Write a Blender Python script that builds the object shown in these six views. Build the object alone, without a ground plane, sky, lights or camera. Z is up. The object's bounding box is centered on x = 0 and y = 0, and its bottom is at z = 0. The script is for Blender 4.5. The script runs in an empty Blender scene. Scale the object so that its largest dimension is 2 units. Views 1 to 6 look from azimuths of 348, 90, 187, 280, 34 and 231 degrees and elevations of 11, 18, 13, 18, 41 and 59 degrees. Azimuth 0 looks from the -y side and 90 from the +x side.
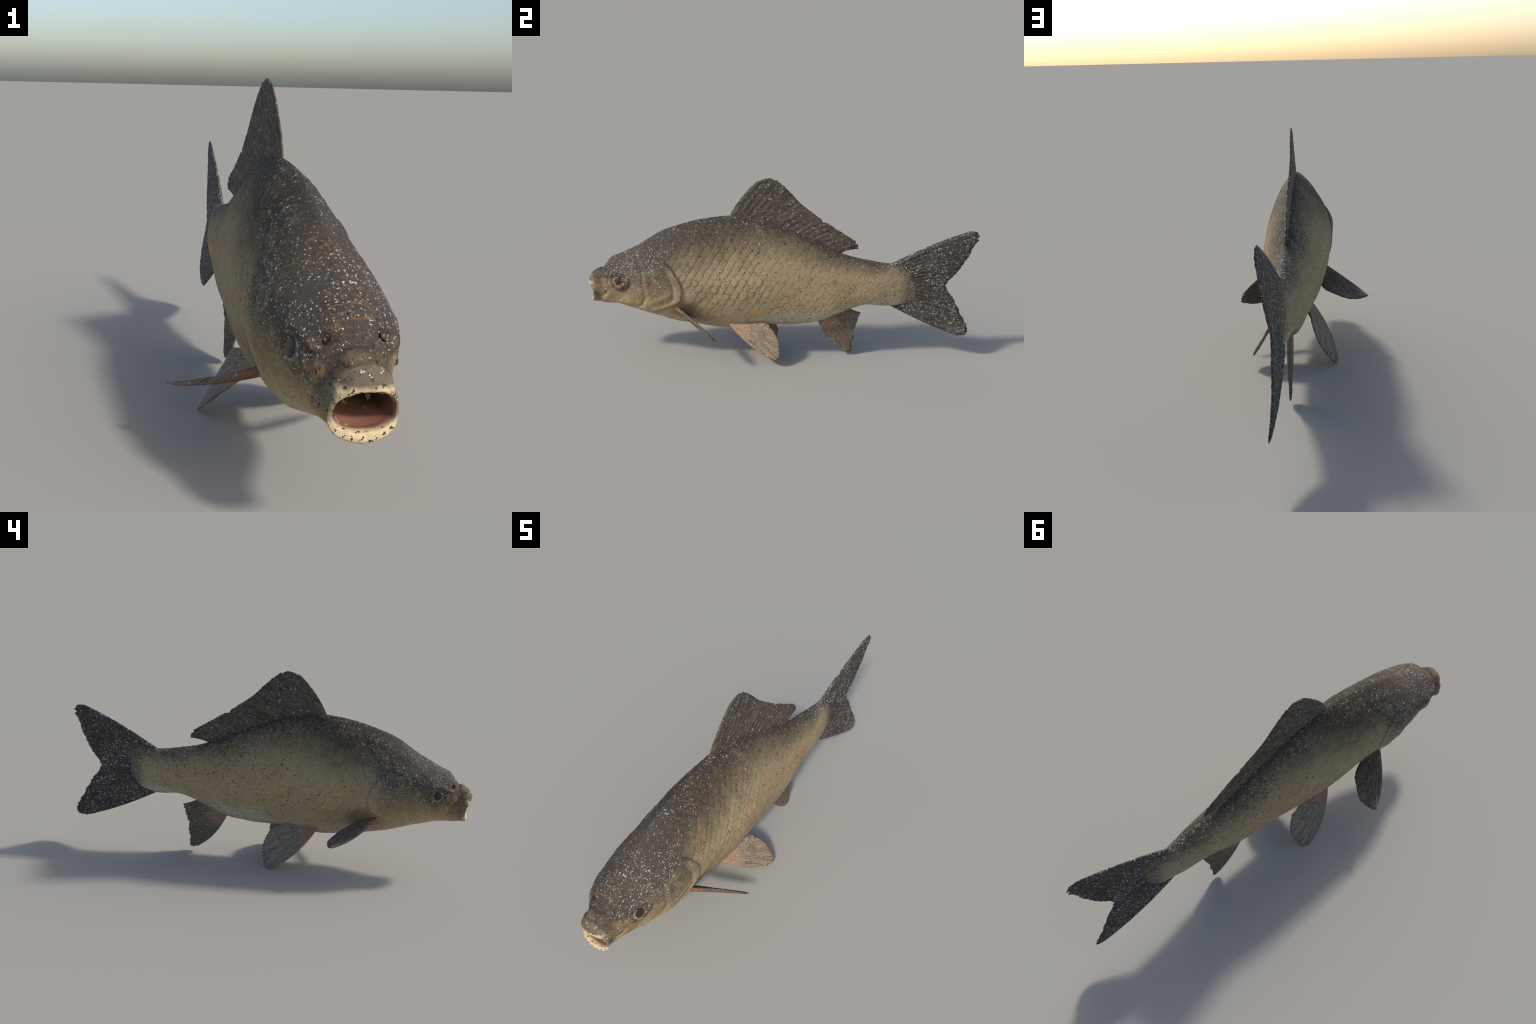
# A carp, built from lofted sections, fanned fins, overlapping scales and node materials.
import bpy, bmesh, math, random
import numpy as np
from mathutils import Vector, noise as mnoise

random.seed(7)
RNG = np.random.default_rng(11)

# ------------------------------------------------------------------ helpers
def hermite(xs, vals, x):
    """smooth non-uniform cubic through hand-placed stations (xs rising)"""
    xs = np.asarray(xs, float); v = np.asarray(vals, float); x = np.asarray(x, float)
    h = np.diff(xs); d = np.diff(v) / h; n = len(xs)
    m = np.empty(n); m[0] = d[0]; m[-1] = d[-1]
    m[1:-1] = (d[:-1] * h[1:] + d[1:] * h[:-1]) / (h[:-1] + h[1:])
    i = np.clip(np.searchsorted(xs, x) - 1, 0, n - 2)
    t = np.clip((x - xs[i]) / h[i], 0, 1)
    return ((2*t**3 - 3*t**2 + 1) * v[i] + (t**3 - 2*t**2 + t) * h[i] * m[i]
            + (3*t**2 - 2*t**3) * v[i+1] + (t**3 - t**2) * h[i] * m[i+1])

def smooth(a, b, x):
    t = np.clip((x - a) / (b - a), 0, 1)
    return t * t * (3 - 2 * t)

def gauss(x, w):
    return np.exp(-(x / w) ** 2)

def seg_dist(y, z, pts):
    """distance in the side plane to a polyline"""
    best = np.full(np.shape(y), 9.0)
    for (ay, az), (by, bz) in zip(pts[:-1], pts[1:]):
        dy, dz = by - ay, bz - az
        t = np.clip(((y - ay) * dy + (z - az) * dz) / (dy * dy + dz * dz), 0, 1)
        best = np.minimum(best, np.hypot(y - ay - t * dy, z - az - t * dz))
    return best

def vnoise(P, scale, seed=0.0):
    """cheap smooth 3-D value noise, -1..1"""
    Q = P * scale + seed
    f = np.floor(Q).astype(np.int64); r = Q - f; r = r * r * (3 - 2 * r)
    def hsh(ix, iy, iz):
        h = (ix * 374761393 + iy * 668265263 + iz * 2147483647) & 0xffffffff
        h = ((h ^ (h >> 13)) * 1274126177) & 0xffffffff
        return ((h ^ (h >> 16)) & 0xffff) / 32767.5 - 1
    out = 0
    for dx in (0, 1):
        for dy in (0, 1):
            for dz in (0, 1):
                w = (np.where(dx, r[..., 0], 1 - r[..., 0]) * np.where(dy, r[..., 1], 1 - r[..., 1])
                     * np.where(dz, r[..., 2], 1 - r[..., 2]))
                out = out + w * hsh(f[..., 0] + dx, f[..., 1] + dy, f[..., 2] + dz)
    return out

def grid_normals(P, wrap):
    du = np.gradient(P, axis=0)
    if wrap:
        dv = (np.roll(P, -1, 1) - np.roll(P, 1, 1)) / 2
    else:
        dv = np.gradient(P, axis=1)
    n = np.cross(du, dv)
    l = np.linalg.norm(n, axis=-1, keepdims=True)
    return n / np.maximum(l, 1e-9)

def new_object(name, verts, faces, mats, parent, smooth_shade=True):
    me = bpy.data.meshes.new(name)
    me.from_pydata([tuple(v) for v in verts], [], [tuple(int(i) for i in f) for f in faces])
    me.update()
    for m in mats:
        me.materials.append(m)
    if smooth_shade:
        me.polygons.foreach_set("use_smooth", [True] * len(me.polygons))
    ob = bpy.data.objects.new(name, me)
    bpy.context.scene.collection.objects.link(ob)
    ob.parent = parent
    return ob

# ------------------------------------------------------------------ body profile
# station: y of top / side / bottom of the ring, z top, z bottom, half width, centre x,
# height of the widest place (fraction), exponent of the upper and the lower half
ST = [
    # yt     ym     yb     zt     zb     w      xc     c     nt    nb
    (0.700, 0.700, 0.700, 0.500, 0.330, 0.006, -0.003, 0.50, 2.0, 2.0),
    (0.660, 0.660, 0.660, 0.524, 0.312, 0.017, -0.003, 0.50, 1.9, 2.0),
    (0.600, 0.600, 0.600, 0.526, 0.298, 0.034, -0.001, 0.52, 1.8, 2.0),
    (0.520, 0.520, 0.520, 0.530, 0.294, 0.052, 0.002, 0.54, 1.75, 2.1),
    (0.450, 0.450, 0.450, 0.541, 0.300, 0.063, 0.005, 0.55, 1.7, 2.2),
    (0.360, 0.360, 0.360, 0.560, 0.274, 0.072, 0.007, 0.57, 1.65, 2.3),
    (0.280, 0.280, 0.280, 0.586, 0.236, 0.080, 0.010, 0.585, 1.62, 2.35),
    (0.190, 0.190, 0.190, 0.626, 0.198, 0.087, 0.013, 0.58, 1.56, 2.1),
    (0.100, 0.100, 0.100, 0.667, 0.184, 0.096, 0.016, 0.56, 1.48, 2.0),
    (-0.10, -0.10, -0.10, 0.738, 0.177, 0.121, 0.019, 0.48, 1.45, 1.9),
    (-0.28, -0.28, -0.28, 0.759, 0.154, 0.137, 0.022, 0.46, 1.42, 1.68),
    (-0.42, -0.42, -0.42, 0.740, 0.166, 0.138, 0.025, 0.475, 1.52, 1.55),
    (-0.55, -0.55, -0.55, 0.704, 0.190, 0.138, 0.027, 0.51, 1.47, 1.85),
    (-0.65, -0.65, -0.65, 0.658, 0.221, 0.140, 0.028, 0.58, 1.38, 2.25),
    (-0.75, -0.75, -0.75, 0.590, 0.253, 0.126, 0.030, 0.665, 1.60, 2.45),
    (-0.84, -0.84, -0.84, 0.541, 0.277, 0.107, 0.030, 0.70, 1.75, 2.4),
    (-0.897, -0.895, -0.89, 0.506, 0.279, 0.087, 0.030, 0.67, 1.9, 2.3),
    (-0.921, -0.918, -0.915, 0.470, 0.279, 0.076, 0.030, 0.60, 2.0, 2.3),
    (-0.946, -0.936, -0.940, 0.463, 0.282, 0.070, 0.030, 0.54, 2.1, 2.2),
    (-0.968, -0.948, -0.953, 0.452, 0.284, 0.069, 0.030, 0.47, 2.1, 2.2),
    (-0.986, -0.958, -0.969, 0.435, 0.286, 0.070, 0.030, 0.42, 2.2, 2.2),
    (-0.999, -0.967, -0.982, 0.410, 0.296, 0.069, 0.031, 0.37, 2.3, 2.3),
    (-1.000, -0.968, -0.981, 0.400, 0.307, 0.064, 0.032, 0.36, 2.4, 2.3),
    (-0.988, -0.960, -0.971, 0.393, 0.312, 0.060, 0.033, 0.38, 2.4, 2.3),
    (-0.950, -0.935, -0.940, 0.398, 0.308, 0.052, 0.033, 0.42, 2.3, 2.2),
    (-0.900, -0.890, -0.900, 0.400, 0.312, 0.042, 0.032, 0.46, 2.1, 2.1),
    (-0.850, -0.850, -0.850, 0.388, 0.328, 0.032, 0.031, 0.46, 2.0, 2.0),
    (-0.820, -0.820, -0.820, 0.365, 0.350, 0.008, 0.030, 0.46, 2.0, 2.0),
]
COL = np.array(ST).T
# travel along the loft: length of the side/top path
def path_len():
    d = [0.0]
    for a, b in zip(ST[:-1], ST[1:]):
        d.append(d[-1] + max(abs(a[0] - b[0]), abs(a[1] - b[1]), 0.6 * abs(a[3] - b[3]), 0.7 * abs(a[5] - b[5])))
    return np.array(d)
SP = path_len()
LIP_START, LIP_INNER, = SP[20] - 0.006, SP[23]

def ring_values(s):
    return [hermite(SP, COL[k], s) for k in range(10)]

NT = 256
TH = np.arange(NT) / NT * 2 * np.pi            # 0 = +x side, pi/2 = top
s_body = np.linspace(0, SP[15], 400)
s_head = np.linspace(SP[15], SP[-1], 170)[1:]
S = np.concatenate([s_body, s_head])

def body_base(S, TH):
    yt, ym, yb, zt, zb, w, xc, c, nt, nb = [a[:, None] for a in ring_values(S)]
    co, si = np.cos(TH)[None], np.sin(TH)[None]
    n = np.where(si > 0, nt, nb)
    k = (np.abs(co) ** n + np.abs(si) ** n) ** (-1 / n)
    co, si = co * k, si * k
    zc = zb + (zt - zb) * c
    up = np.clip(si, 0, None); dn = np.clip(-si, 0, None)
    x = xc + w * co
    z = zc + up * (zt - zc) - dn * (zc - zb)
    y = ym + (yt - ym) * up ** 2 + (yb - ym) * dn ** 2
    return np.stack([x, y, z], -1)

GILL = [(0.25, -0.66), (0.285, -0.615), (0.306, -0.565), (0.331, -0.523), (0.36, -0.513), (0.40, -0.511),
        (0.44, -0.520), (0.47, -0.536), (0.50, -0.556), (0.54, -0.60), (0.58, -0.66)]
GZ = [g[0] for g in GILL]; GY = [g[1] for g in GILL]
EYE_Y, EYE_Z = -0.834, 0.434

def gill_line(z):
    return hermite(GZ, GY, np.clip(z, GZ[0], GZ[-1]))

def relief(P, S):
    """height of the modelled relief, metres along the outward normal"""
    x, y, z = P[..., 0], P[..., 1], P[..., 2]
    outer = (1 - smooth(SP[19], SP[21], S))[:, None] * np.ones_like(x)
    side = smooth(0.03, 0.06, np.abs(x - 0.03))
    h = np.zeros_like(x)
    # gill cover: flared rear edge, slit behind it, second crease in front of the rim
    d = y - gill_line(z)
    zf = smooth(0.245, 0.30, z) * (1 - smooth(0.50, 0.57, z))
    h += zf * side * np.where(d < 0, 0.007 * np.exp(np.minimum(d, 0) / 0.06), 0)
    h -= zf * side * np.where(d > 0, 0.0018 * np.exp(-np.maximum(d, 0) / 0.016), 0.0)
    h -= zf * side * 0.0034 * gauss(d + 0.042, 0.009) * smooth(0.31, 0.35, z)
    h += zf * side * 0.0015 * gauss(d + 0.020, 0.012)
    # cheek / gill-cover crease
    d2 = seg_dist(y, z, [(-0.712, 0.49), (-0.712, 0.44), (-0.702, 0.39), (-0.694, 0.345), (-0.716, 0.296), (-0.76, 0.275)])
    h -= side * outer * 0.0034 * gauss(d2, 0.008)
    h += side * outer * 0.0020 * gauss(d2 - 0.022, 0.014) * (y > -0.70)
    # bony ridge running down the gill cover
    d3 = seg_dist(y, z, [(-0.66, 0.32), (-0.60, 0.345), (-0.57, 0.37)])
    h += side * 0.003 * gauss(d3, 0.018)
    d4 = seg_dist(y, z, [(-0.62, 0.53), (-0.585, 0.505), (-0.565, 0.49)])
    h -= side * 0.003 * gauss(d4, 0.010)
    # eye socket
    r = np.hypot(y - EYE_Y - 0.004, z - EYE_Z + 0.002)
    h += side * outer * (0.005 * gauss(r - 0.046, 0.013) - 0.005 * gauss(r, 0.030))
    h -= side * outer * 0.004 * gauss(r - 0.060, 0.012) * (z < EYE_Z + 0.01)
    # fold behind the lips and hollow at the corner of the mouth
    d5 = seg_dist(y, z, [(-0.945, 0.438), (-0.925, 0.405), (-0.893, 0.368), (-0.905, 0.345), (-0.935, 0.318)])
    h -= side * outer * 0.0055 * gauss(d5, 0.010)
    h += side * outer * 0.0035 * gauss(np.hypot(y + 0.875, z - 0.352), 0.026)
    h -= side * outer * 0.0025 * gauss(np.hypot(y + 0.928, z - 0.345), 0.018)
    # hollow under the eye, swelling of the cheek
    h -= side * outer * 0.004 * gauss(np.hypot((y + 0.80) / 1.4, z - 0.365), 0.028)
    h += side * outer * 0.004 * gauss(np.hypot((y + 0.80) / 1.6, z - 0.310), 0.022)
    # nostrils: a pit with a flap in front
    nr = np.hypot(y + 0.902, z - 0.470)
    nside = smooth(0.022, 0.034, np.abs(x - 0.03))
    h -= nside * outer * 0.010 * gauss(nr, 0.011)
    h += nside * outer * 0.005 * gauss(np.hypot(y + 0.914, z - 0.470), 0.010)
    h += nside * outer * 0.003 * gauss(nr - 0.020, 0.007)
    # snout wrinkles across the notch above the upper lip
    h += outer * 0.0014 * np.sin((y + 0.2 * (z - 0.47)) * 520) * gauss(y + 0.915, 0.016) * smooth(0.44, 0.46, z)
    # skull and nape lumps
    h += outer * 0.0022 * vnoise(P, 17, 3.1) * (1 - smooth(-0.45, -0.3, y))
    h += outer * 0.0009 * vnoise(P, 60, 8.0) * (1 - smooth(-0.45, -0.3, y))
    h += outer * 0.0020 * vnoise(P, 9, 5.7)
    h += outer * 0.0007 * vnoise(P, 75, 1.7) * smooth(-0.45, -0.3, y)
    # lips: soft lumps
    lip = smooth(SP[19], SP[21], S)[:, None] * (1 - smooth(SP[23], SP[24], S))[:, None]
    h += lip * 0.0016 * vnoise(P, 70, 2.2)
    # low ridge that carries the dorsal fin, groove on its right flank near the rear
    h += 0.003 * gauss(x - 0.012, 0.018) * smooth(-0.34, -0.26, y) * (1 - smooth(0.27, 0.32, y)) * (z > 0.5)
    return h

P0 = body_base(S, TH)
N0 = grid_normals(P0, True)
if np.mean(N0[200, :, 0] * np.cos(TH)) < 0:
    N0 = -N0
BODY = P0 + N0 * relief(P0, S)[..., None]
BN = grid_normals(BODY, True)
if np.mean(BN[200, :, 0] * np.cos(TH)) < 0:
    BN = -BN

# ------------------------------------------------------------------ materials
class Nodes:
    def __init__(self, name):
        self.mat = bpy.data.materials.new(name); self.mat.use_nodes = True
        self.t = self.mat.node_tree; self.t.nodes.clear()
        self.out = self.t.nodes.new("ShaderNodeOutputMaterial")
        self.bsdf = self.t.nodes.new("ShaderNodeBsdfPrincipled")
        self.t.links.new(self.bsdf.outputs[0], self.out.inputs[0])
        tc = self.t.nodes.new("ShaderNodeTexCoord"); self.P = tc.outputs["Object"]
        sx = self.t.nodes.new("ShaderNodeSeparateXYZ"); self.link(self.P, sx.inputs[0])
        self.x, self.y, self.z = sx.outputs
    def link(self, a, b):
        self.t.links.new(a, b)
    def put(self, v, sock):
        if hasattr(v, "links"):
            self.link(v, sock)
        else:
            sock.default_value = v
    def math(self, op, a, b=0.0, c=0.0, clamp=False):
        n = self.t.nodes.new("ShaderNodeMath"); n.operation = op; n.use_clamp = clamp
        self.put(a, n.inputs[0]); self.put(b, n.inputs[1]); self.put(c, n.inputs[2])
        return n.outputs[0]
    def step(self, v, a, b):
        n = self.t.nodes.new("ShaderNodeMapRange"); n.interpolation_type = 'SMOOTHSTEP'
        self.put(v, n.inputs[0]); n.inputs[1].default_value = a; n.inputs[2].default_value = b
        return n.outputs[0]
    def mul(self, a, *bs):
        for b in bs:
            a = self.math('MULTIPLY', a, b)
        return a
    def add(self, a, b):
        return self.math('ADD', a, b)
    def inv(self, a):
        return self.math('SUBTRACT', 1.0, a)
    def mix(self, f, a, b):
        n = self.t.nodes.new("ShaderNodeMix"); n.data_type = 'RGBA'
        self.put(f, n.inputs[0])
        for v, s in ((a, n.inputs[6]), (b, n.inputs[7])):
            if hasattr(v, "links"): self.link(v, s)
            else: s.default_value = (*v, 1)
        return n.outputs[2]
    def noise(self, scale, detail=3.0, rough=0.55, vec=None, dist=0.0):
        n = self.t.nodes.new("ShaderNodeTexNoise")
        n.inputs["Scale"].default_value = scale; n.inputs["Detail"].default_value = detail
        n.inputs["Roughness"].default_value = rough; n.inputs["Distortion"].default_value = dist
        self.link(vec or self.P, n.inputs["Vector"])
        return n.outputs[0]
    def warp(self, amount, scale, offset=(0, 0, 0), stretch=(1, 1, 1)):
        n = self.t.nodes.new("ShaderNodeTexNoise"); n.inputs["Scale"].default_value = scale
        n.inputs["Detail"].default_value = 1.5
        self.link(self.P, n.inputs["Vector"])
        m = self.t.nodes.new("ShaderNodeVectorMath"); m.operation = 'MULTIPLY_ADD'
        self.link(n.outputs["Color"], m.inputs[0]); m.inputs[1].default_value = (amount,) * 3
        self.link(self.P, m.inputs[2])
        mp = self.t.nodes.new("ShaderNodeMapping"); self.link(m.outputs[0], mp.inputs[0])
        mp.inputs[1].default_value = offset; mp.inputs[3].default_value = stretch
        return mp.outputs[0]
    def specks(self, scale, density, size, offset=(0, 0, 0), stretch=(1, 1, 1), warp=0.012):
        """small irregular chips; density 0..1 socket or number"""
        v = self.t.nodes.new("ShaderNodeTexVoronoi")
        v.inputs["Scale"].default_value = scale
        self.link(self.warp(warp, scale * 1.1, offset, stretch), v.inputs["Vector"])
        sc = self.t.nodes.new("ShaderNodeSeparateColor"); self.link(v.outputs["Color"], sc.inputs[0])
        on = self.math('GREATER_THAN', sc.outputs[0], self.math('SUBTRACT', 1.0, density))
        rad = self.mul(self.add(sc.outputs[1], 0.45), size)
        inside = self.math('LESS_THAN', v.outputs["Distance"], rad)
        return self.mul(on, inside)
    def ball(self, c, r0, r1, sc=(1, 1, 1)):
        """soft blob mask: 1 inside r0, 0 beyond r1"""
        m = self.t.nodes.new("ShaderNodeVectorMath"); m.operation = 'SUBTRACT'
        self.link(self.P, m.inputs[0]); m.inputs[1].default_value = c
        k = self.t.nodes.new("ShaderNodeVectorMath"); k.operation = 'MULTIPLY'
        self.link(m.outputs[0], k.inputs[0]); k.inputs[1].default_value = sc
        l = self.t.nodes.new("ShaderNodeVectorMath"); l.operation = 'LENGTH'
        self.link(k.outputs[0], l.inputs[0])
        return self.step(self.add(l.outputs["Value"], self.mul(self.add(self.noise(28), -0.5), r1 * 0.5)), r1, r0)
    def curve_y(self, ys, vals, lo, hi):
        """value that follows the fish's length: profile curve over y in -1..1"""
        n = self.t.nodes.new("ShaderNodeFloatCurve")
        c = n.mapping.curves[0]
        pts = [((y + 1) / 2, (v - lo) / (hi - lo)) for y, v in sorted(zip(ys, vals))]
        c.points[0].location = pts[0]; c.points[1].location = pts[-1]
        for p in pts[1:-1]:
            c.points.new(*p)
        n.mapping.update()
        self.link(self.math('MULTIPLY_ADD', self.y, 0.5, 0.5), n.inputs["Value"])
        return self.math('MULTIPLY_ADD', n.outputs[0], hi - lo, lo)
    def ramp(self, v, stops):
        n = self.t.nodes.new("ShaderNodeValToRGB"); self.link(v, n.inputs[0])
        e = n.color_ramp.elements
        while len(e) < len(stops): e.new(0.5)
        for k, (p, c) in zip(e, stops):
            k.position = p; k.color = (*c, 1)
        return n.outputs[0]
    def bump(self, height, strength, dist):
        b = self.t.nodes.new("ShaderNodeBump"); b.inputs["Strength"].default_value = strength
        b.inputs["Distance"].default_value = dist
        self.link(height, b.inputs["Height"]); self.link(b.outputs[0], self.bsdf.inputs["Normal"])
    def finish(self, col, rough=0.6, spec=0.35):
        self.put(rough, self.bsdf.inputs["Roughness"])
        self.bsdf.inputs["Specular IOR Level"].default_value = spec
        self.link(col, self.bsdf.inputs["Base Color"])
        return self.mat

WHITE = (0.40, 0.40, 0.40)
BLACK = (0.022, 0.018, 0.013)
RUST = (0.135, 0.082, 0.038)

def skin_material(name, scale_tint=0.0, edge=0.0):
    N = Nodes(name)
    ys = [-1.0, -0.92, -0.84, -0.65, -0.42, -0.28, 0.0, 0.28, 0.5, 0.7]
    top = N.curve_y(ys, [0.44, 0.47, 0.54, 0.652, 0.741, 0.76, 0.70, 0.586, 0.53, 0.54], 0.1, 0.9)
    bot = N.curve_y(ys, [0.28, 0.276, 0.274, 0.22, 0.174, 0.166, 0.18, 0.232, 0.296, 0.29], 0.1, 0.9)
    t = N.math('DIVIDE', N.math('SUBTRACT', N.z, bot), N.math('SUBTRACT', top, bot))
    big, mid, fine = N.noise(7, 3), N.noise(26, 4, 0.6), N.noise(120, 3)
    wob = N.math('ADD', N.mul(N.add(big, -0.5), 0.16), N.mul(N.add(mid, -0.5), 0.20))
    tt = N.math('ADD', t, wob, clamp=True)
    tf = N.math('ADD', tt, N.math('MULTIPLY_ADD', N.step(N.y, 0.0, -0.48), 0.17, -0.085), clamp=True)
    flank = N.ramp(tf, [(0.0, (0.50, 0.455, 0.345)), (0.06, (0.45, 0.395, 0.28)), (0.15, (0.385, 0.312, 0.185)), (0.42, (0.362, 0.280, 0.160)),
                        (0.60, (0.290, 0.227, 0.134)), (0.75, (0.155, 0.122, 0.072)), (0.90, (0.060, 0.048, 0.035)),
                        (1.0, (0.043, 0.036, 0.030))])
    face = N.ramp(tt, [(0.0, (0.48, 0.42, 0.30)), (0.07, (0.42, 0.345, 0.215)), (0.17, (0.36, 0.265, 0.145)), (0.32, (0.235, 0.175, 0.098)),
                       (0.50, (0.135, 0.104, 0.063)), (0.68, (0.075, 0.061, 0.046)), (1.0, (0.052, 0.043, 0.036))])
    col = N.mix(N.step(N.y, -0.48, -0.62), flank, face)
    # mottling: olive and rosy clouds
    col = N.mix(N.mul(N.step(N.noise(14, 4, 0.6, N.warp(0, 1, (3, 1, 2))), 0.50, 0.66), 0.40, N.step(tt, 0.85, 0.6)), col, (0.24, 0.225, 0.115))
    col = N.mix(N.mul(N.step(N.noise(19, 4, 0.6, N.warp(0, 1, (7, 5, 1))), 0.54, 0.68), 0.40, N.step(tt, 0.78, 0.55)), col, (0.42, 0.24, 0.13))
    # golden patch low on the left flank, dark brown patch behind each breast fin
    col = N.mix(N.mul(N.ball((0.125, -0.135, 0.265), 0.012, 0.055, (1, 0.8, 1)), 0.8), col, (0.56, 0.35, 0.10))
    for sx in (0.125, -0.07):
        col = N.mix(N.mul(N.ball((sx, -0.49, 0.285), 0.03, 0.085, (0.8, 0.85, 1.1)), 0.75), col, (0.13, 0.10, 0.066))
    # snout: ochre cheek below the eye, grey fold by the mouth, cream chin
    for sx in (0.10, -0.04):
        col = N.mix(N.mul(N.ball((sx, -0.900, 0.408), 0.012, 0.042, (0.7, 0.8, 1.3)), 0.6), col, (0.29, 0.175, 0.09))
        col = N.mix(N.mul(N.ball((sx, -0.945, 0.365), 0.012, 0.040, (0.7, 1.2, 0.9)), 0.55), col, (0.16, 0.135, 0.092))
        col = N.mix(N.mul(N.ball((sx, EYE_Y + 0.012, EYE_Z - 0.008), 0.034, 0.066, (0.5, 1, 1)), 0.8), col, (0.075, 0.053, 0.035))
    col = N.mix(N.mul(N.step(N.y, -0.935, -0.975), N.step(N.add(N.z, N.mul(N.add(mid, -0.5), 0.04)), 0.425, 0.385), 0.5), col, (0.40, 0.32, 0.20))
    col = N.mix(N.mul(N.step(N.y, -0.925, -0.955), N.step(mid, 0.35, 0.65), 0.6), col, (0.15, 0.108, 0.070))
    # red flush where fins and vent sit
    col = N.mix(N.mul(N.ball((0.005, 0.27, 0.225), 0.03, 0.075, (1, 0.8, 1)), 0.40), col, (0.42, 0.23, 0.16))
    for sx in (0.088, -0.05):
        col = N.mix(N.mul(N.ball((sx, -0.22, 0.185), 0.02, 0.06), 0.40), col, (0.46, 0.27, 0.17))
        col = N.mix(N.mul(N.ball((sx * 1.4, -0.545, 0.295), 0.01, 0.035), 0.4), col, (0.36, 0.20, 0.11))
    # tail root turns grey-brown into the fin
    col = N.mix(N.mul(N.step(N.add(N.y, N.mul(N.add(mid, -0.5), 0.06)), 0.60, 0.67), 0.85), col, (0.115, 0.09, 0.062))
    # value grain
    col = N.mix(N.mul(N.step(fine, 0.52, 0.75), 0.22), col, (0.10, 0.085, 0.055))
    col = N.mix(N.mul(N.step(mid, 0.55, 0.75), 0.16), col, (0.45, 0.38, 0.24))
    if scale_tint:
        oi = N.t.nodes.new("ShaderNodeObjectInfo")
        col = N.mix(N.mul(N.step(oi.outputs["Random"], 0.55, 1.0), 0.30, N.step(tt, 0.9, 0.6)), col, (0.34, 0.185, 0.10))
        col = N.mix(N.mul(N.step(oi.outputs["Random"], 0.4, 0.0), 0.25), col, (0.15, 0.13, 0.075))
    if edge:
        col = N.mix(edge, col, (0.40, 0.33, 0.20))
    # specks -----------------------------------------------------------
    patch = N.step(N.noise(5, 2, 0.5, N.warp(0, 1, (1, 9, 4))), 0.38, 0.62)
    head_zone = N.mul(N.step(N.y, -0.36, -0.58), N.step(t, 0.22, 0.5), N.step(N.y, -0.94, -0.88), N.math('MULTIPLY_ADD', patch, 0.16, 0.025), N.math('MULTIPLY_ADD', N.step(t, 0.72, 0.92), -0.6, 1.0))
    tail_zone = N.mul(N.step(N.y, 0.25, 0.60), 0.15)
    low_zone = N.mul(N.step(t, 0.24, 0.05), 0.14)
    back_zone = N.mul(N.step(t, 0.72, 0.92), N.math('MULTIPLY_ADD', patch, 0.09, 0.02))
    wd = N.add(N.math('MAXIMUM', N.math('MAXIMUM', head_zone, tail_zone), N.math('MAXIMUM', low_zone, back_zone)), 0.015)
    rust_zone = N.mul(N.step(N.y, -0.20, -0.45), N.step(t, 0.72, 0.86), N.step(N.noise(6, 2), 0.45, 0.65), 0.36)
    dark_zone = N.add(N.mul(N.step(N.y, -0.50, -0.30), N.math('MULTIPLY_ADD', N.step(N.noise(6.5, 2), 0.4, 0.62), 0.12, 0.05)),
                      N.math('MAXIMUM', N.mul(N.step(N.y, -0.82, -0.93), 0.26), 0.05))
    m_r = N.specks(150, rust_zone, 0.50, (5, 2, 9), (1, 0.8, 1), 0.014)
    m_d = N.math('MAXIMUM', N.specks(150, dark_zone, 0.36, (2, 7, 1), (1, 0.5, 1.3), 0.015),
                 N.specks(170, N.mul(dark_zone, 0.7), 0.36, (9, 3, 3), (1, 1.3, 0.5), 0.012))
    m_w = N.math('MAXIMUM', N.specks(190, wd, 0.36, (0, 0, 0), (1, 1.2, 0.75), 0.011),
                 N.specks(265, wd, 0.42, (4, 4, 8), (1, 0.8, 1.2), 0.008))
    col = N.mix(N.mul(m_r, 0.8), col, RUST)
    col = N.mix(N.mul(m_d, 0.85), col, BLACK)
    col = N.mix(N.mul(m_w, 0.9), col, WHITE)
    hgt = N.add(N.mul(fine, 0.5), mid)
    N.bump(hgt, 0.35, 0.004)
    return N.finish(col, N.math('MULTIPLY_ADD', mid, 0.2, 0.65), 0.10)

def lip_material():
    N = Nodes("lip_skin")
    mid = N.noise(45, 4)
    up = N.step(N.add(N.z, N.mul(N.add(mid, -0.5), 0.02)), 0.397, 0.410)
    side = N.mul(N.step(N.math('ABSOLUTE', N.add(N.x, -0.03)), 0.048, 0.062), N.step(N.z, 0.318, 0.345))
    col = N.mix(N.step(mid, 0.35, 0.7), (0.52, 0.42, 0.26), (0.45, 0.335, 0.20))
    col = N.mix(N.mul(up, 0.9), col, N.mix(N.step(mid, 0.4, 0.65), (0.064, 0.050, 0.039), (0.118, 0.086, 0.060)))
    col = N.mix(N.mul(side, 0.8), col, (0.105, 0.086, 0.060))
    col = N.mix(N.specks(140, 0.36, 0.42, (1, 1, 2), (1, 1, 1.2), 0.014), col, (0.05, 0.043, 0.034))
    col = N.mix(N.specks(180, 0.07, 0.5, (8, 1, 2)), col, WHITE)
    N.bump(N.add(mid, N.mul(N.noise(130, 3), 0.5)), 0.5, 0.004)
    return N.finish(col, 0.7, 0.15)

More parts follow.
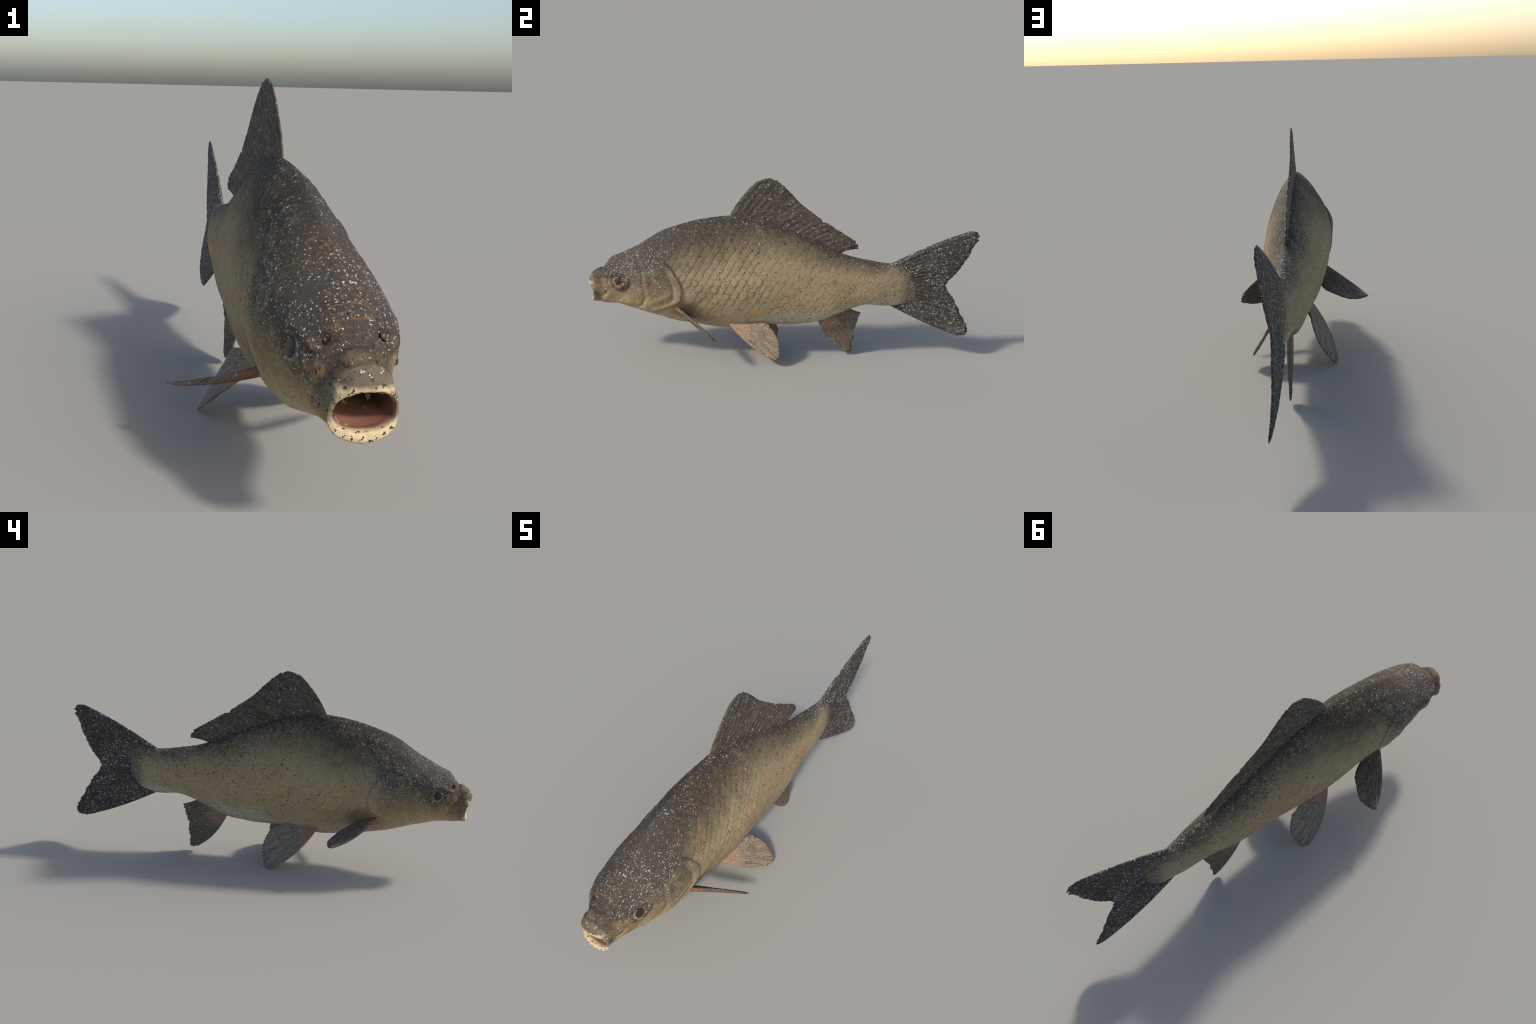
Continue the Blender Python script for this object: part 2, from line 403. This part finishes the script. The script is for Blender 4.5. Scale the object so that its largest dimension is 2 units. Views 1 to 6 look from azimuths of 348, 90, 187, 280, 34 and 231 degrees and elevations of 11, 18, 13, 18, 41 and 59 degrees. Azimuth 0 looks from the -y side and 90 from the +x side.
def mouth_material():
    N = Nodes("mouth_lining")
    col = N.mix(N.step(N.noise(22, 3), 0.35, 0.65), (0.105, 0.055, 0.035), (0.055, 0.032, 0.023))
    col = N.mix(N.step(N.z, 0.340, 0.318), col, (0.27, 0.125, 0.088))
    col = N.mix(N.mul(N.step(N.y, -0.955, -0.975), 0.8), col, (0.50, 0.40, 0.25))
    col = N.mix(N.specks(90, 0.12, 0.5, (2, 2, 2), (1, 0.5, 1)), col, (0.40, 0.39, 0.36))
    return N.finish(col, 0.4, 0.5)

def fin_material(name, fan, axes, white, root, root_r, dark=(0.048, 0.040, 0.033), light=(0.118, 0.094, 0.066), flush=(0.12, 0.085, 0.055), speck_dark=0.10):
    """streaks fan out from `fan` in the plane of `axes`; flush colour round `root`"""
    N = Nodes(name)
    ax = {'x': N.x, 'y': N.y, 'z': N.z}
    a = N.math('SUBTRACT', ax[axes[0]], fan[0]); b = N.math('SUBTRACT', ax[axes[1]], fan[1])
    ang = N.math('ARCTAN2', b, a)
    rad = N.math('SQRT', N.add(N.mul(a, a), N.mul(b, b)))
    cv = N.t.nodes.new("ShaderNodeCombineXYZ")
    N.link(N.mul(ang, 3.0), cv.inputs[0]); N.link(N.mul(rad, 0.55), cv.inputs[1])
    st = N.noise(14, 4, 0.65, cv.outputs[0])
    st2 = N.noise(40, 3, 0.6, cv.outputs[0])
    mid = N.noise(20, 3)
    col = N.mix(N.step(N.math('MULTIPLY_ADD', st2, 0.5, N.mul(st, 0.5)), 0.38, 0.64), dark, light)
    col = N.mix(N.mul(N.step(mid, 0.5, 0.75), 0.25), col, (0.16, 0.12, 0.075))
    col = N.mix(N.mul(N.ball(root, root_r * 0.25, root_r), 0.8), col, flush)
    patch = N.step(N.noise(6, 2, 0.5, N.warp(0, 1, (1, 9, 4))), 0.32, 0.62)
    col = N.mix(N.mul(N.specks(160, speck_dark, 0.42, (2, 7, 1)), 0.8), col, (0.02, 0.017, 0.014))
    wd = N.mul(N.math('MULTIPLY_ADD', patch, 0.8, 0.3), white)
    m_w = N.math('MAXIMUM', N.specks(150, wd, 0.40, (0, 0, 0), (1, 0.7, 1.25), 0.013), N.specks(220, wd, 0.42, (4, 4, 8), (1, 1, 1), 0.009))
    col = N.mix(N.mul(m_w, 0.9), col, WHITE)
    N.bump(st2, 0.4, 0.004)
    return N.finish(col, 0.7, 0.2)

def plain_material(name, c1, c2, scale, rough, spec=0.5, speck=0.0):
    N = Nodes(name)
    col = N.mix(N.step(N.noise(scale, 3), 0.35, 0.68), c1, c2)
    if speck:
        col = N.mix(N.specks(150, speck, 0.5, (3, 3, 1)), col, BLACK)
        col = N.mix(N.specks(170, speck * 0.4, 0.5, (6, 3, 1)), col, WHITE)
    return N.finish(col, rough, spec)

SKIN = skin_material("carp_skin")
SCALE = skin_material("scale_skin", 1.0)
SCALE_EDGE = skin_material("scale_edge_skin", 0.0, 0.13)
LIP = lip_material()
MOUTH = mouth_material()

# ------------------------------------------------------------------ the carp
fish = bpy.data.objects.new("carp", None)
bpy.context.scene.collection.objects.link(fish)
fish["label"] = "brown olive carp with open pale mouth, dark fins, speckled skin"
fish["category"] = "fish"

# body: one surface, cut into regions that keep the whole body's normals
def build_body():
    ns = len(S)
    V = BODY.reshape(-1, 3)
    Nn = BN.reshape(-1, 3)
    faces = {}
    I = np.arange(ns)[:, None] * NT + np.arange(NT)[None]
    J = np.roll(I, -1, 1)
    quads = np.stack([I[:-1], I[1:], J[1:], J[:-1]], -1).reshape(-1, 4)
    sm = ((S[:-1] + S[1:]) / 2)[:, None].repeat(NT, 1).reshape(-1)
    c = V[quads].mean(1)
    gl = gill_line(c[:, 2])
    side = np.abs(c[:, 0] - 0.03) > 0.035
    region = np.full(len(quads), "torso", dtype=object)
    region[c[:, 1] > 0.30] = "tail_stem"
    headm = c[:, 1] < np.minimum(gl, -0.50)
    region[headm] = "head"
    op = headm & side & (c[:, 1] > -0.705) & (c[:, 2] < 0.52) & (c[:, 2] > 0.275)
    region[op] = "gill_cover"
    region[sm > LIP_START] = "lip"
    region[sm > LIP_INNER] = "mouth"
    # orientation check
    q = quads[ns // 3 * NT + 5]
    fn = np.cross(V[q[1]] - V[q[0]], V[q[3]] - V[q[0]])
    if fn @ Nn[q[0]] < 0:
        quads = quads[:, ::-1]
    mats = {"lip": LIP, "mouth": MOUTH}
    obs = {}
    for r in ("head", "gill_cover", "torso", "tail_stem", "lip", "mouth"):
        qs = quads[region == r]
        used, inv = np.unique(qs, return_inverse=True)
        fs = [list(f) for f in inv.reshape(-1, 4)]
        if r == "tail_stem":
            fs.append([int(np.where(used == k)[0][0]) for k in range(NT)][::1])
        if r == "mouth":
            fs.append([int(np.where(used == (ns - 1) * NT + k)[0][0]) for k in range(NT)][::-1])
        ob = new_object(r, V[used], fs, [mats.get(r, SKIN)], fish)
        ob.data.normals_split_custom_set_from_vertices([tuple(n) for n in Nn[used]])
        obs[r] = ob
    return obs
body = build_body()

# ------------------------------------------------------------------ scales
BS = s_body; nb_ = len(BS)
YB = BODY[:nb_, 0, 1]                          # falls from tail to head
GIRTH = np.linalg.norm(np.diff(BODY[:nb_], axis=1, append=BODY[:nb_, :1]), axis=-1)   # ring segment lengths

def surf(y, th):
    """point and normal of the finished body at length y and section angle th"""
    fi = np.interp(-y, -YB, np.arange(nb_))
    ft = (th / (2 * np.pi) * NT) % NT
    i = np.clip(fi.astype(int), 0, nb_ - 2); a = (fi - i)[..., None]
    j = ft.astype(int) % NT; b = (ft - np.floor(ft))[..., None]; j2 = (j + 1) % NT
    def s(G):
        return (G[i, j] * (1-a) * (1-b) + G[i+1, j] * a * (1-b) + G[i, j2] * (1-a) * b + G[i+1, j2] * a * b)
    n = s(BN)
    return s(BODY), n / np.linalg.norm(n, axis=-1, keepdims=True)

def angle_table(side):
    """half girth fraction (0 at the back, 1 at the belly) -> section angle, per station"""
    k = NT // 4
    order = (k - np.arange(NT // 2 + 1)) % NT if side > 0 else (k + np.arange(NT // 2 + 1)) % NT
    pts = BODY[:nb_][:, order]
    L = np.concatenate([np.zeros((nb_, 1)), np.cumsum(np.linalg.norm(np.diff(pts, axis=1), axis=-1), 1)], 1)
    sgn = -1 if side > 0 else 1
    ang = np.pi / 2 + sgn * np.arange(NT // 2 + 1) * 2 * np.pi / NT
    return L, ang
TABLE = {1: angle_table(1), -1: angle_table(-1)}

def section_angle(y, frac, side):
    L, ang = TABLE[side]
    i = int(np.clip(np.interp(-y, -YB, np.arange(nb_)), 0, nb_ - 1))
    return np.interp(frac * L[i, -1], L[i], ang), L[i, -1]

ROWS = 19
RR = np.array([0.0, 0.35, 0.6, 0.78, 0.9, 1.0])
SEG = 22
PH = np.arange(SEG) / SEG * 2 * np.pi

def make_scale(y, frac, side, pitch, rowh, height):
    jit = 1 + RNG.normal(0, 0.05)
    a, b = pitch * 0.82 * jit, rowh * 1.10 * jit
    tilt = RNG.normal(0, 0.05)
    rr, ph = np.meshgrid(RR[1:], PH, indexing='ij')
    u = rr * np.cos(ph); v = rr * np.sin(ph)
    u2 = u * a + v * tilt * a
    # rear edge slightly pointed
    v2 = v * b * (1 - 0.30 * np.clip(u, 0, 1))
    yy = np.concatenate([[y], (y + u2).ravel()])
    th0, girth = section_angle(y, frac, side)
    th1, _ = section_angle(y, min(frac + 0.02, 1), side)
    dth = (th1 - th0) / (0.02 * girth)
    tt = np.concatenate([[th0], (th0 + dth * v2).ravel()])
    p, n = surf(yy, tt)
    U = np.concatenate([[0.0], u.ravel()]); R = np.concatenate([[0.0], rr.ravel()])
    lift = height * (0.15 + 0.85 * smooth(-0.4, 0.55, U)) * (1 - smooth(0.70, 1.06, R))
    lift = np.where(R > 0.99, -0.0004, lift)
    lift = lift - 0.0022 * smooth(-0.1, -0.8, U)
    p = p + n * lift[:, None]
    f = []
    mats = []
    for k in range(SEG):
        k2 = (k + 1) % SEG
        f.append((0, 1 + k, 1 + k2)); mats.append(0)
        for r in range(len(RR) - 2):
            o = 1 + r * SEG
            f.append((o + k, o + SEG + k, o + SEG + k2, o + k2))
            mats.append(1 if (r >= 2 and math.cos(PH[k]) > 0.05) else 0)
    if side > 0:
        pass
    # outward orientation
    fn = np.cross(p[f[0][1]] - p[0], p[f[0][2]] - p[0])
    if fn @ n[0] < 0:
        f = [t[::-1] for t in f]
    return p, f, mats

def scale_columns(side):
    """column positions: pitch shrinks with the girth toward the tail"""
    y, out = -0.585, []
    while y < 0.635:
        _, girth = section_angle(y, 0.5, side)
        k = girth / 0.70
        pitch = 0.016 + 0.025 * min(k, 1.0)
        out.append((y, pitch, girth, k)); y += pitch
    return out

def all_scales():
    out = []
    for side in (1, -1):
        for (y0, pitch, girth, k) in scale_columns(side):
            for r in range(ROWS):
                frac = 0.055 + r * 0.90 / (ROWS - 1) + RNG.normal(0, 0.0022)
                y = y0 + (0.5 * pitch if r % 2 else 0.0) + RNG.normal(0, 0.05) * pitch
                rowh = girth * 0.90 / (ROWS - 1)
                th, _ = section_angle(y, frac, side)
                p, _n = surf(np.array([y]), np.array([th]))
                px, py, pz = p[0]
                ok = py - 0.6 * pitch > float(gill_line(np.array([pz]))[0]) - 0.004
                top = float(np.interp(y, [-0.55, -0.42, -0.28, 0.0, 0.28, 0.6], [0.70, 0.741, 0.76, 0.70, 0.586, 0.528]))
                if ok and pz < top - 0.02 and y < 0.635:
                    # crisp on the left shoulder, fading to the tail, belly and the right side
                    strong = (1 - smooth(-0.30, 0.05, y)) * smooth(0.30, 0.40, pz) * (1 - smooth(top - 0.10, top - 0.02, pz))
                    h = (0.0009 + (0.0028 if side > 0 else 0.0019) * float(strong)) * (0.45 + 0.55 * k)
                    h *= 1 + RNG.normal(0, 0.15)
                    out.append((h * pitch, y, frac, side, pitch, rowh, max(h, 0.0006)))
    return out

def build_scales():
    lst = all_scales()
    lst.sort(key=lambda q: -q[0])
    V, F, M, base = [], [], [], 0
    for i, (_, y, fr, sd, pi_, ro, h) in enumerate(lst):
        p, f, m = make_scale(y, fr, sd, pi_, ro, h)
        if i < 300:
            ob = new_object("scale", p, f, [SCALE, SCALE_EDGE], body["torso"])
            ob.data.polygons.foreach_set("material_index", m)
        else:
            V.append(p); F += [tuple(k + base for k in q) for q in f]; M += m; base += len(p)
    ob = new_object("scale_field", np.concatenate(V), F, [SCALE, SCALE_EDGE], body["torso"])
    ob.data.polygons.foreach_set("material_index", M)
    ob["kind"] = "stuff"
build_scales()

# ------------------------------------------------------------------ eyes
EYE_IRIS = plain_material("eye_iris", (0.30, 0.22, 0.14), (0.085, 0.06, 0.043), 70, 0.4, 0.4, 0.15)
EYE_RING = plain_material("eye_rim", (0.17, 0.125, 0.08), (0.065, 0.048, 0.034), 55, 0.6, 0.25, 0.22)
EYE_PUPIL = plain_material("eye_pupil", (0.014, 0.012, 0.012), (0.045, 0.030, 0.025), 130, 0.35, 0.35, 0.0)

def body_point_side(y, z, side):
    """surface point at a given y, z by scanning the section"""
    i = int(np.argmin(np.abs(BODY[:len(S) - 60, 0, 1] - y)))
    ring = BODY[i]
    m = (ring[:, 0] - 0.03) * side > 0.0
    idx = np.where(m)[0]
    j = idx[np.argmin(np.abs(ring[idx, 2] - z))]
    return ring[j], BN[i, j]

def dome(name, c, n, r, prof, mat, parent, squash=1.0, segs=40):
    """surface of revolution about n: prof = [(radius fraction, height)]"""
    n = Vector(n).normalized()
    up = Vector((0, 0, 1)); e1 = up.cross(n).normalized(); e2 = n.cross(e1)
    V = []; F = []
    for (q, h) in prof:
        for k in range(segs):
            a = 2 * math.pi * k / segs
            V.append(np.array(Vector(c) + e1 * (r * q * math.cos(a)) + e2 * (r * q * squash * math.sin(a)) + n * h))
    for i in range(len(prof) - 1):
        for k in range(segs):
            k2 = (k + 1) % segs
            F.append((i * segs + k, i * segs + k2, (i + 1) * segs + k2, (i + 1) * segs + k))
    return new_object(name, V, F, [mat], parent)

for side in (1, -1):
    p, n = body_point_side(EYE_Y, EYE_Z, side)
    n = np.array([side * 0.93, -0.20, 0.20]); n /= np.linalg.norm(n)
    eye = dome("eye", p, n, 0.031, [(1.08, -0.010), (1.0, 0.001), (0.86, 0.0050), (0.7, 0.0066), (0.5, 0.0078), (0.25, 0.0086), (0.001, 0.0090)], EYE_IRIS, fish)
    dome("eyelid_ring", p, n, 0.040, [(1.12, -0.010), (1.06, 0.0008), (0.98, 0.0032), (0.88, 0.0042), (0.78, 0.0034), (0.70, 0.001), (0.66, -0.006)], EYE_RING, eye)
    dome("pupil", p, n, 0.0185, [(1.08, 0.004), (1.0, 0.0079), (0.8, 0.0092), (0.5, 0.0102), (0.001, 0.0108)], EYE_PUPIL, eye, 1.12)
    q, m = body_point_side(-0.902, 0.470, side)
    m = np.array([side * 0.72, -0.35, 0.55]); m /= np.linalg.norm(m)
    dome("nostril", q, m, 0.010, [(1.0, 0.003), (0.95, 0.0044), (0.8, 0.003), (0.6, -0.002), (0.001, -0.005)], EYE_PUPIL, fish, 1.2, 24)

# ------------------------------------------------------------------ fins
def fin_surface(keys, nu, nv, ragged, seed, notch=()):
    """keys: list of (u, root, mid, tip); rays are quadratic curves, smoothly blended along u"""
    us = [k[0] for k in keys]
    u = np.linspace(0, 1, nu); v = np.linspace(0, 1, nv)
    C = []
    for part in (1, 2, 3):
        C.append(np.stack([hermite(us, [k[part][a] for k in keys], u) for a in range(3)], -1))
    R, M, T = C
    rag = 1 + ragged * (0.6 * vnoise(np.stack([u * 60, u * 0, u * 0], -1), 1.0, seed) + 0.4 * vnoise(np.stack([u * 150, u * 0, u * 0], -1), 1.0, seed + 5) - 0.2)
    for (uc, wd, dp) in notch:
        rag = rag - dp * np.clip(1 - np.abs(u - uc) / wd, 0, 1)
    vv = v[None, :] * rag[:, None]
    vv = v[None, :] + (vv - v[None, :]) * smooth(0.55, 1.0, v)[None, :]
    vv = vv[..., None]
    B = 2 * M - 0.5 * R - 0.5 * T               # bezier control so that the ray passes through mid
    G = (1 - vv) ** 2 * R[:, None] + 2 * vv * (1 - vv) * B[:, None] + vv ** 2 * T[:, None]
    return u, v, G

def build_fin(name, keys, rays, th_root, th_tip, mat, ray_mat, nu=150, nv=60, ragged=0.03, seed=0.0, notch=(), wave=0.0):
    u, v, G = fin_surface(keys, nu, nv, ragged, seed, notch)
    N = grid_normals(G, False)
    uu, vv = np.meshgrid(u, v, indexing='ij')
    G = G + N * (wave * np.sin(uu * 9 + seed) * vv)[..., None]
    th = th_root + (th_tip - th_root) * vv
    corr = 0.5 + 0.5 * np.cos(2 * np.pi * uu * rays)
    edge = np.sqrt(np.clip(np.minimum(uu, 1 - uu) / 0.035, 0, 1)) * np.sqrt(np.clip((1 - vv) / 0.06, 0, 1))
    half = th * 0.5 * (0.80 + 0.20 * corr * smooth(0.0, 0.25, vv)) * edge
    half = half + edge * 0.0010 * vnoise(G, 55, seed + 2)
    A = G + N * half[..., None]; Bk = G - N * half[..., None]
    V = np.concatenate([A.reshape(-1, 3), Bk.reshape(-1, 3)])
    I = np.arange(nu * nv).reshape(nu, nv)
    q = np.stack([I[:-1, :-1], I[1:, :-1], I[1:, 1:], I[:-1, 1:]], -1).reshape(-1, 4)
    q2 = q[:, ::-1] + nu * nv
    ob = new_object(name, V, np.concatenate([q, q2]), [mat], fish)
    bm = bmesh.new(); bm.from_mesh(ob.data)
    bmesh.ops.remove_doubles(bm, verts=bm.verts, dist=1e-5)
    bmesh.ops.recalc_face_normals(bm, faces=bm.faces)
    bm.to_mesh(ob.data); bm.free()
    ob.data.polygons.foreach_set("use_smooth", [True] * len(ob.data.polygons))
    # fin rays: flattened tapering rods half sunk in the web
    for k in range(rays + 1):
        uk = min(max(k / rays, 0.025), 0.975)
        fi = uk * (nu - 1); i = int(fi); a = fi - i; i2 = min(i + 1, nu - 1)
        path = G[i] * (1 - a) + G[i2] * a
        nn = N[i] * (1 - a) + N[i2] * a
        hf = half[i] * (1 - a) + half[i2] * a
        spread = np.linalg.norm(G[min(i + 2, nu - 1)] - G[max(i - 2, 0)], axis=-1) / 4 * (nu - 1) / rays
        tv = np.linspace(0.03, 0.95 + 0.02 * math.sin(k * 2.3), 26)
        fv = tv * (nv - 1)
        pick = lambda A_: np.stack([np.interp(fv, np.arange(nv), A_[:, c]) for c in range(3)], -1)
        c = pick(path); n_ = pick(nn)
        hw = np.interp(fv, np.arange(nv), spread) * 0.26 * (1 - 0.35 * tv)
        hh = np.interp(fv, np.arange(nv), hf) + 0.0004 * (1 - 0.5 * tv)
        if k in (0, rays):
            hh = np.maximum(hh, 0.0035)
        taper = np.clip((1 - (tv - tv[0]) / (tv[-1] - tv[0])) / 0.06, 0.02, 1) ** 0.5
        hw = np.maximum(hw, 0.0012) * taper; hh = hh * taper
        tg = np.gradient(c, axis=0); tg /= np.linalg.norm(tg, axis=1, keepdims=True)
        w_ = np.cross(n_, tg); w_ /= np.maximum(np.linalg.norm(w_, axis=1, keepdims=True), 1e-9)
        ns_ = 10
        an = np.arange(ns_) / ns_ * 2 * np.pi
        RV = (c[:, None] + w_[:, None] * (hw[:, None] * np.cos(an))[..., None] + n_[:, None] * (hh[:, None] * np.sin(an))[..., None])
        F = []
        for s_ in range(len(tv) - 1):
            for j in range(ns_):
                j2 = (j + 1) % ns_
                F.append((s_ * ns_ + j, s_ * ns_ + j2, (s_ + 1) * ns_ + j2, (s_ + 1) * ns_ + j))
        F.append(tuple(range(ns_))[::-1]); F.append(tuple((len(tv) - 1) * ns_ + j for j in range(ns_)))
        new_object("fin_ray", RV.reshape(-1, 3), F, [ray_mat if k else (ray_mat)], ob)
    return ob

# materials of the fins
M_DORSAL = fin_material("dorsal_fin_skin", (-0.75, 0.45), "yz", 0.06, (0.0, -0.29, 0.76), 0.05)
M_DORSAL_RAY = fin_material("dorsal_ray_skin", (-0.75, 0.45), "yz", 0.06, (0.0, -0.29, 0.76), 0.05, (0.056, 0.046, 0.037), (0.125, 0.099, 0.068))
M_CAUDAL = fin_material("caudal_fin_skin", (0.30, 0.41), "yz", 0.20, (0, 0.58, 0.41), 0.05, (0.034, 0.031, 0.028), (0.082, 0.066, 0.053), (0.12, 0.09, 0.06), 0.14)
M_CAUDAL_RAY = fin_material("caudal_ray_skin", (0.30, 0.41), "yz", 0.20, (0, 0.58, 0.41), 0.05, (0.036, 0.033, 0.030), (0.092, 0.075, 0.060), (0.12, 0.09, 0.06), 0.12)
M_ANAL = fin_material("anal_fin_skin", (0.20, 0.36), "yz", 0.10, (0.005, 0.24, 0.205), 0.09, (0.085, 0.067, 0.050), (0.20, 0.155, 0.105), (0.32, 0.18, 0.11))
PELV_L = fin_material("pelvic_fin_skin", (-0.33, 0.23), "yz", 0.06, (0.09, -0.24, 0.18), 0.13, (0.125, 0.092, 0.062), (0.31, 0.245, 0.165), (0.38, 0.235, 0.145), 0.12)
PELV_R = fin_material("pelvic_fin_skin", (-0.33, 0.23), "yz", 0.06, (-0.055, -0.24, 0.18), 0.11, (0.13, 0.105, 0.082), (0.29, 0.24, 0.18), (0.29, 0.17, 0.115), 0.10)
PEC_L = fin_material("pectoral_fin_skin", (0.09, -0.60), "xy", 0.05, (0.14, -0.545, 0.295), 0.075, (0.085, 0.058, 0.038), (0.155, 0.115, 0.078), (0.19, 0.095, 0.055), 0.12)
PEC_R = fin_material("pectoral_fin_skin", (-0.04, -0.60), "xy", 0.05, (-0.085, -0.545, 0.29), 0.12, (0.085, 0.067, 0.053), (0.19, 0.15, 0.115), (0.20, 0.095, 0.06), 0.12)

# dorsal fin (root sits inside the back)
build_fin("dorsal_fin", [
    (0.00, (0.024, -0.292, 0.735), (0.024, -0.232, 0.846), (0.019, -0.150, 0.940)),
    (0.07, (0.023, -0.262, 0.732), (0.022, -0.195, 0.850), (0.019, -0.108, 0.957)),
    (0.15, (0.022, -0.222, 0.728), (0.019, -0.140, 0.842), (0.017, -0.060, 0.954)),
    (0.23, (0.022, -0.180, 0.722), (0.017, -0.092, 0.825), (0.015, -0.012, 0.922)),
    (0.40, (0.020, -0.090, 0.705), (0.013, 0.005, 0.778), (0.009, 0.076, 0.836)),
    (0.60, (0.017, 0.040, 0.665), (0.009, 0.125, 0.715), (0.005, 0.190, 0.752)),
    (0.80, (0.014, 0.160, 0.615), (0.006, 0.242, 0.656), (0.001, 0.318, 0.672)),
    (0.93, (0.012, 0.245, 0.580), (0.004, 0.315, 0.613), (-0.001, 0.378, 0.630)),
    (1.00, (0.011, 0.272, 0.565), (0.004, 0.330, 0.590), (-0.001, 0.388, 0.598)),
], 20, 0.015, 0.009, M_DORSAL, M_DORSAL_RAY, 240, 60, 0.018, 2.0, ((0.62, 0.02, 0.10), (0.93, 0.015, 0.08)), 0.003)

# caudal fin: upper lobe, fork, lower lobe
build_fin("caudal_fin", [
    (0.00, (0.003, 0.530, 0.510), (0.014, 0.760, 0.638), (0.021, 0.945, 0.718)),
    (0.04, (0.003, 0.548, 0.500), (0.014, 0.768, 0.624), (0.021, 0.982, 0.715)),
    (0.075, (0.002, 0.565, 0.492), (0.013, 0.775, 0.607), (0.021, 0.999, 0.696)),
    (0.16, (0.001, 0.600, 0.475), (0.010, 0.780, 0.558), (0.014, 0.967, 0.605)),
    (0.30, (-0.001, 0.620, 0.445), (0.003, 0.765, 0.487), (0.001, 0.916, 0.502)),
    (0.45, (-0.003, 0.630, 0.415), (-0.004, 0.745, 0.418), (-0.008, 0.861, 0.414)),
    (0.60, (-0.004, 0.625, 0.385), (-0.008, 0.760, 0.349), (-0.010, 0.907, 0.338)),
    (0.74, (-0.005, 0.610, 0.358), (-0.010, 0.775, 0.286), (-0.012, 0.956, 0.252)),
    (0.88, (-0.006, 0.575, 0.338), (-0.011, 0.778, 0.232), (-0.009, 0.998, 0.172)),
    (0.94, (-0.006, 0.555, 0.328), (-0.012, 0.768, 0.214), (-0.006, 0.994, 0.140)),
    (1.00, (-0.006, 0.530, 0.314), (-0.012, 0.745, 0.207), (-0.006, 0.945, 0.132)),
], 22, 0.022, 0.010, M_CAUDAL, M_CAUDAL_RAY, 260, 70, 0.02, 4.0, ((0.45, 0.012, 0.03), (0.09, 0.01, 0.03)), 0.003)

# anal fin
build_fin("anal_fin", [
    (0.00, (0.004, 0.190, 0.215), (0.000, 0.256, 0.098), (-0.005, 0.345, 0.020)),
    (0.12, (0.003, 0.212, 0.228), (-0.001, 0.285, 0.108), (-0.006, 0.376, 0.016)),
    (0.40, (0.002, 0.255, 0.250), (-0.002, 0.322, 0.165), (-0.007, 0.390, 0.085)),
    (0.70, (0.000, 0.295, 0.275), (-0.003, 0.350, 0.218), (-0.007, 0.400, 0.165)),
    (1.00, (-0.002, 0.315, 0.295), (-0.004, 0.370, 0.265), (-0.006, 0.425, 0.246)),
], 9, 0.022, 0.010, M_ANAL, M_ANAL, 130, 50, 0.05, 6.0, ((0.62, 0.05, 0.06),), 0.002)

# pelvic fins
build_fin("pelvic_fin", [
    (0.00, (0.072, -0.278, 0.200), (0.136, -0.166, 0.106), (0.176, -0.055, 0.047)),
    (0.15, (0.070, -0.250, 0.200), (0.134, -0.138, 0.112), (0.183, -0.020, 0.041)),
    (0.40, (0.066, -0.215, 0.202), (0.122, -0.110, 0.138), (0.172, 0.000, 0.064)),
    (0.65, (0.062, -0.180, 0.204), (0.106, -0.092, 0.165), (0.148, -0.002, 0.108)),
    (0.85, (0.058, -0.145, 0.206), (0.090, -0.082, 0.190), (0.122, -0.022, 0.152)),
    (1.00, (0.054, -0.115, 0.208), (0.074, -0.090, 0.206), (0.096, -0.062, 0.190)),
], 9, 0.020, 0.008, PELV_L, PELV_L, 120, 50, 0.035, 8.0, (), 0.002)
build_fin("pelvic_fin", [
    (0.00, (-0.035, -0.275, 0.200), (-0.124, -0.180, 0.090), (-0.162, -0.060, 0.002)),
    (0.18, (-0.034, -0.245, 0.200), (-0.114, -0.150, 0.094), (-0.150, -0.040, 0.006)),
    (0.48, (-0.033, -0.205, 0.200), (-0.096, -0.110, 0.118), (-0.120, -0.018, 0.040)),
    (0.78, (-0.032, -0.165, 0.202), (-0.070, -0.083, 0.153), (-0.082, -0.010, 0.114)),
    (1.00, (-0.030, -0.120, 0.204), (-0.050, -0.080, 0.195), (-0.052, -0.045, 0.186)),
], 9, 0.018, 0.008, PELV_R, PELV_R, 120, 50, 0.03, 10.0, (), 0.002)

# pectoral fins
build_fin("pectoral_fin", [
    (0.00, (-0.070, -0.560, 0.300), (-0.196, -0.472, 0.240), (-0.277, -0.372, 0.206)),
    (0.15, (-0.070, -0.545, 0.293), (-0.188, -0.450, 0.231), (-0.282, -0.360, 0.202)),
    (0.45, (-0.068, -0.520, 0.281), (-0.162, -0.422, 0.222), (-0.246, -0.345, 0.195)),
    (0.75, (-0.064, -0.490, 0.266), (-0.120, -0.405, 0.220), (-0.186, -0.340, 0.200)),
    (1.00, (-0.058, -0.460, 0.252), (-0.072, -0.425, 0.232), (-0.100, -0.388, 0.216)),
], 12, 0.022, 0.008, PEC_R, PEC_R, 130, 50, 0.02, 12.0, (), 0.002)
build_fin("pectoral_fin", [
    (0.00, (0.120, -0.566, 0.308), (0.212, -0.446, 0.259), (0.276, -0.358, 0.205)),
    (0.15, (0.118, -0.552, 0.296), (0.202, -0.436, 0.240), (0.279, -0.334, 0.184)),
    (0.50, (0.108, -0.525, 0.268), (0.172, -0.424, 0.212), (0.252, -0.338, 0.168)),
    (0.78, (0.098, -0.505, 0.248), (0.145, -0.424, 0.196), (0.200, -0.360, 0.166)),
    (1.00, (0.090, -0.490, 0.235), (0.108, -0.450, 0.206), (0.140, -0.402, 0.178)),
], 12, 0.022, 0.008, PEC_L, PEC_L, 130, 50, 0.02, 14.0, (), 0.002)
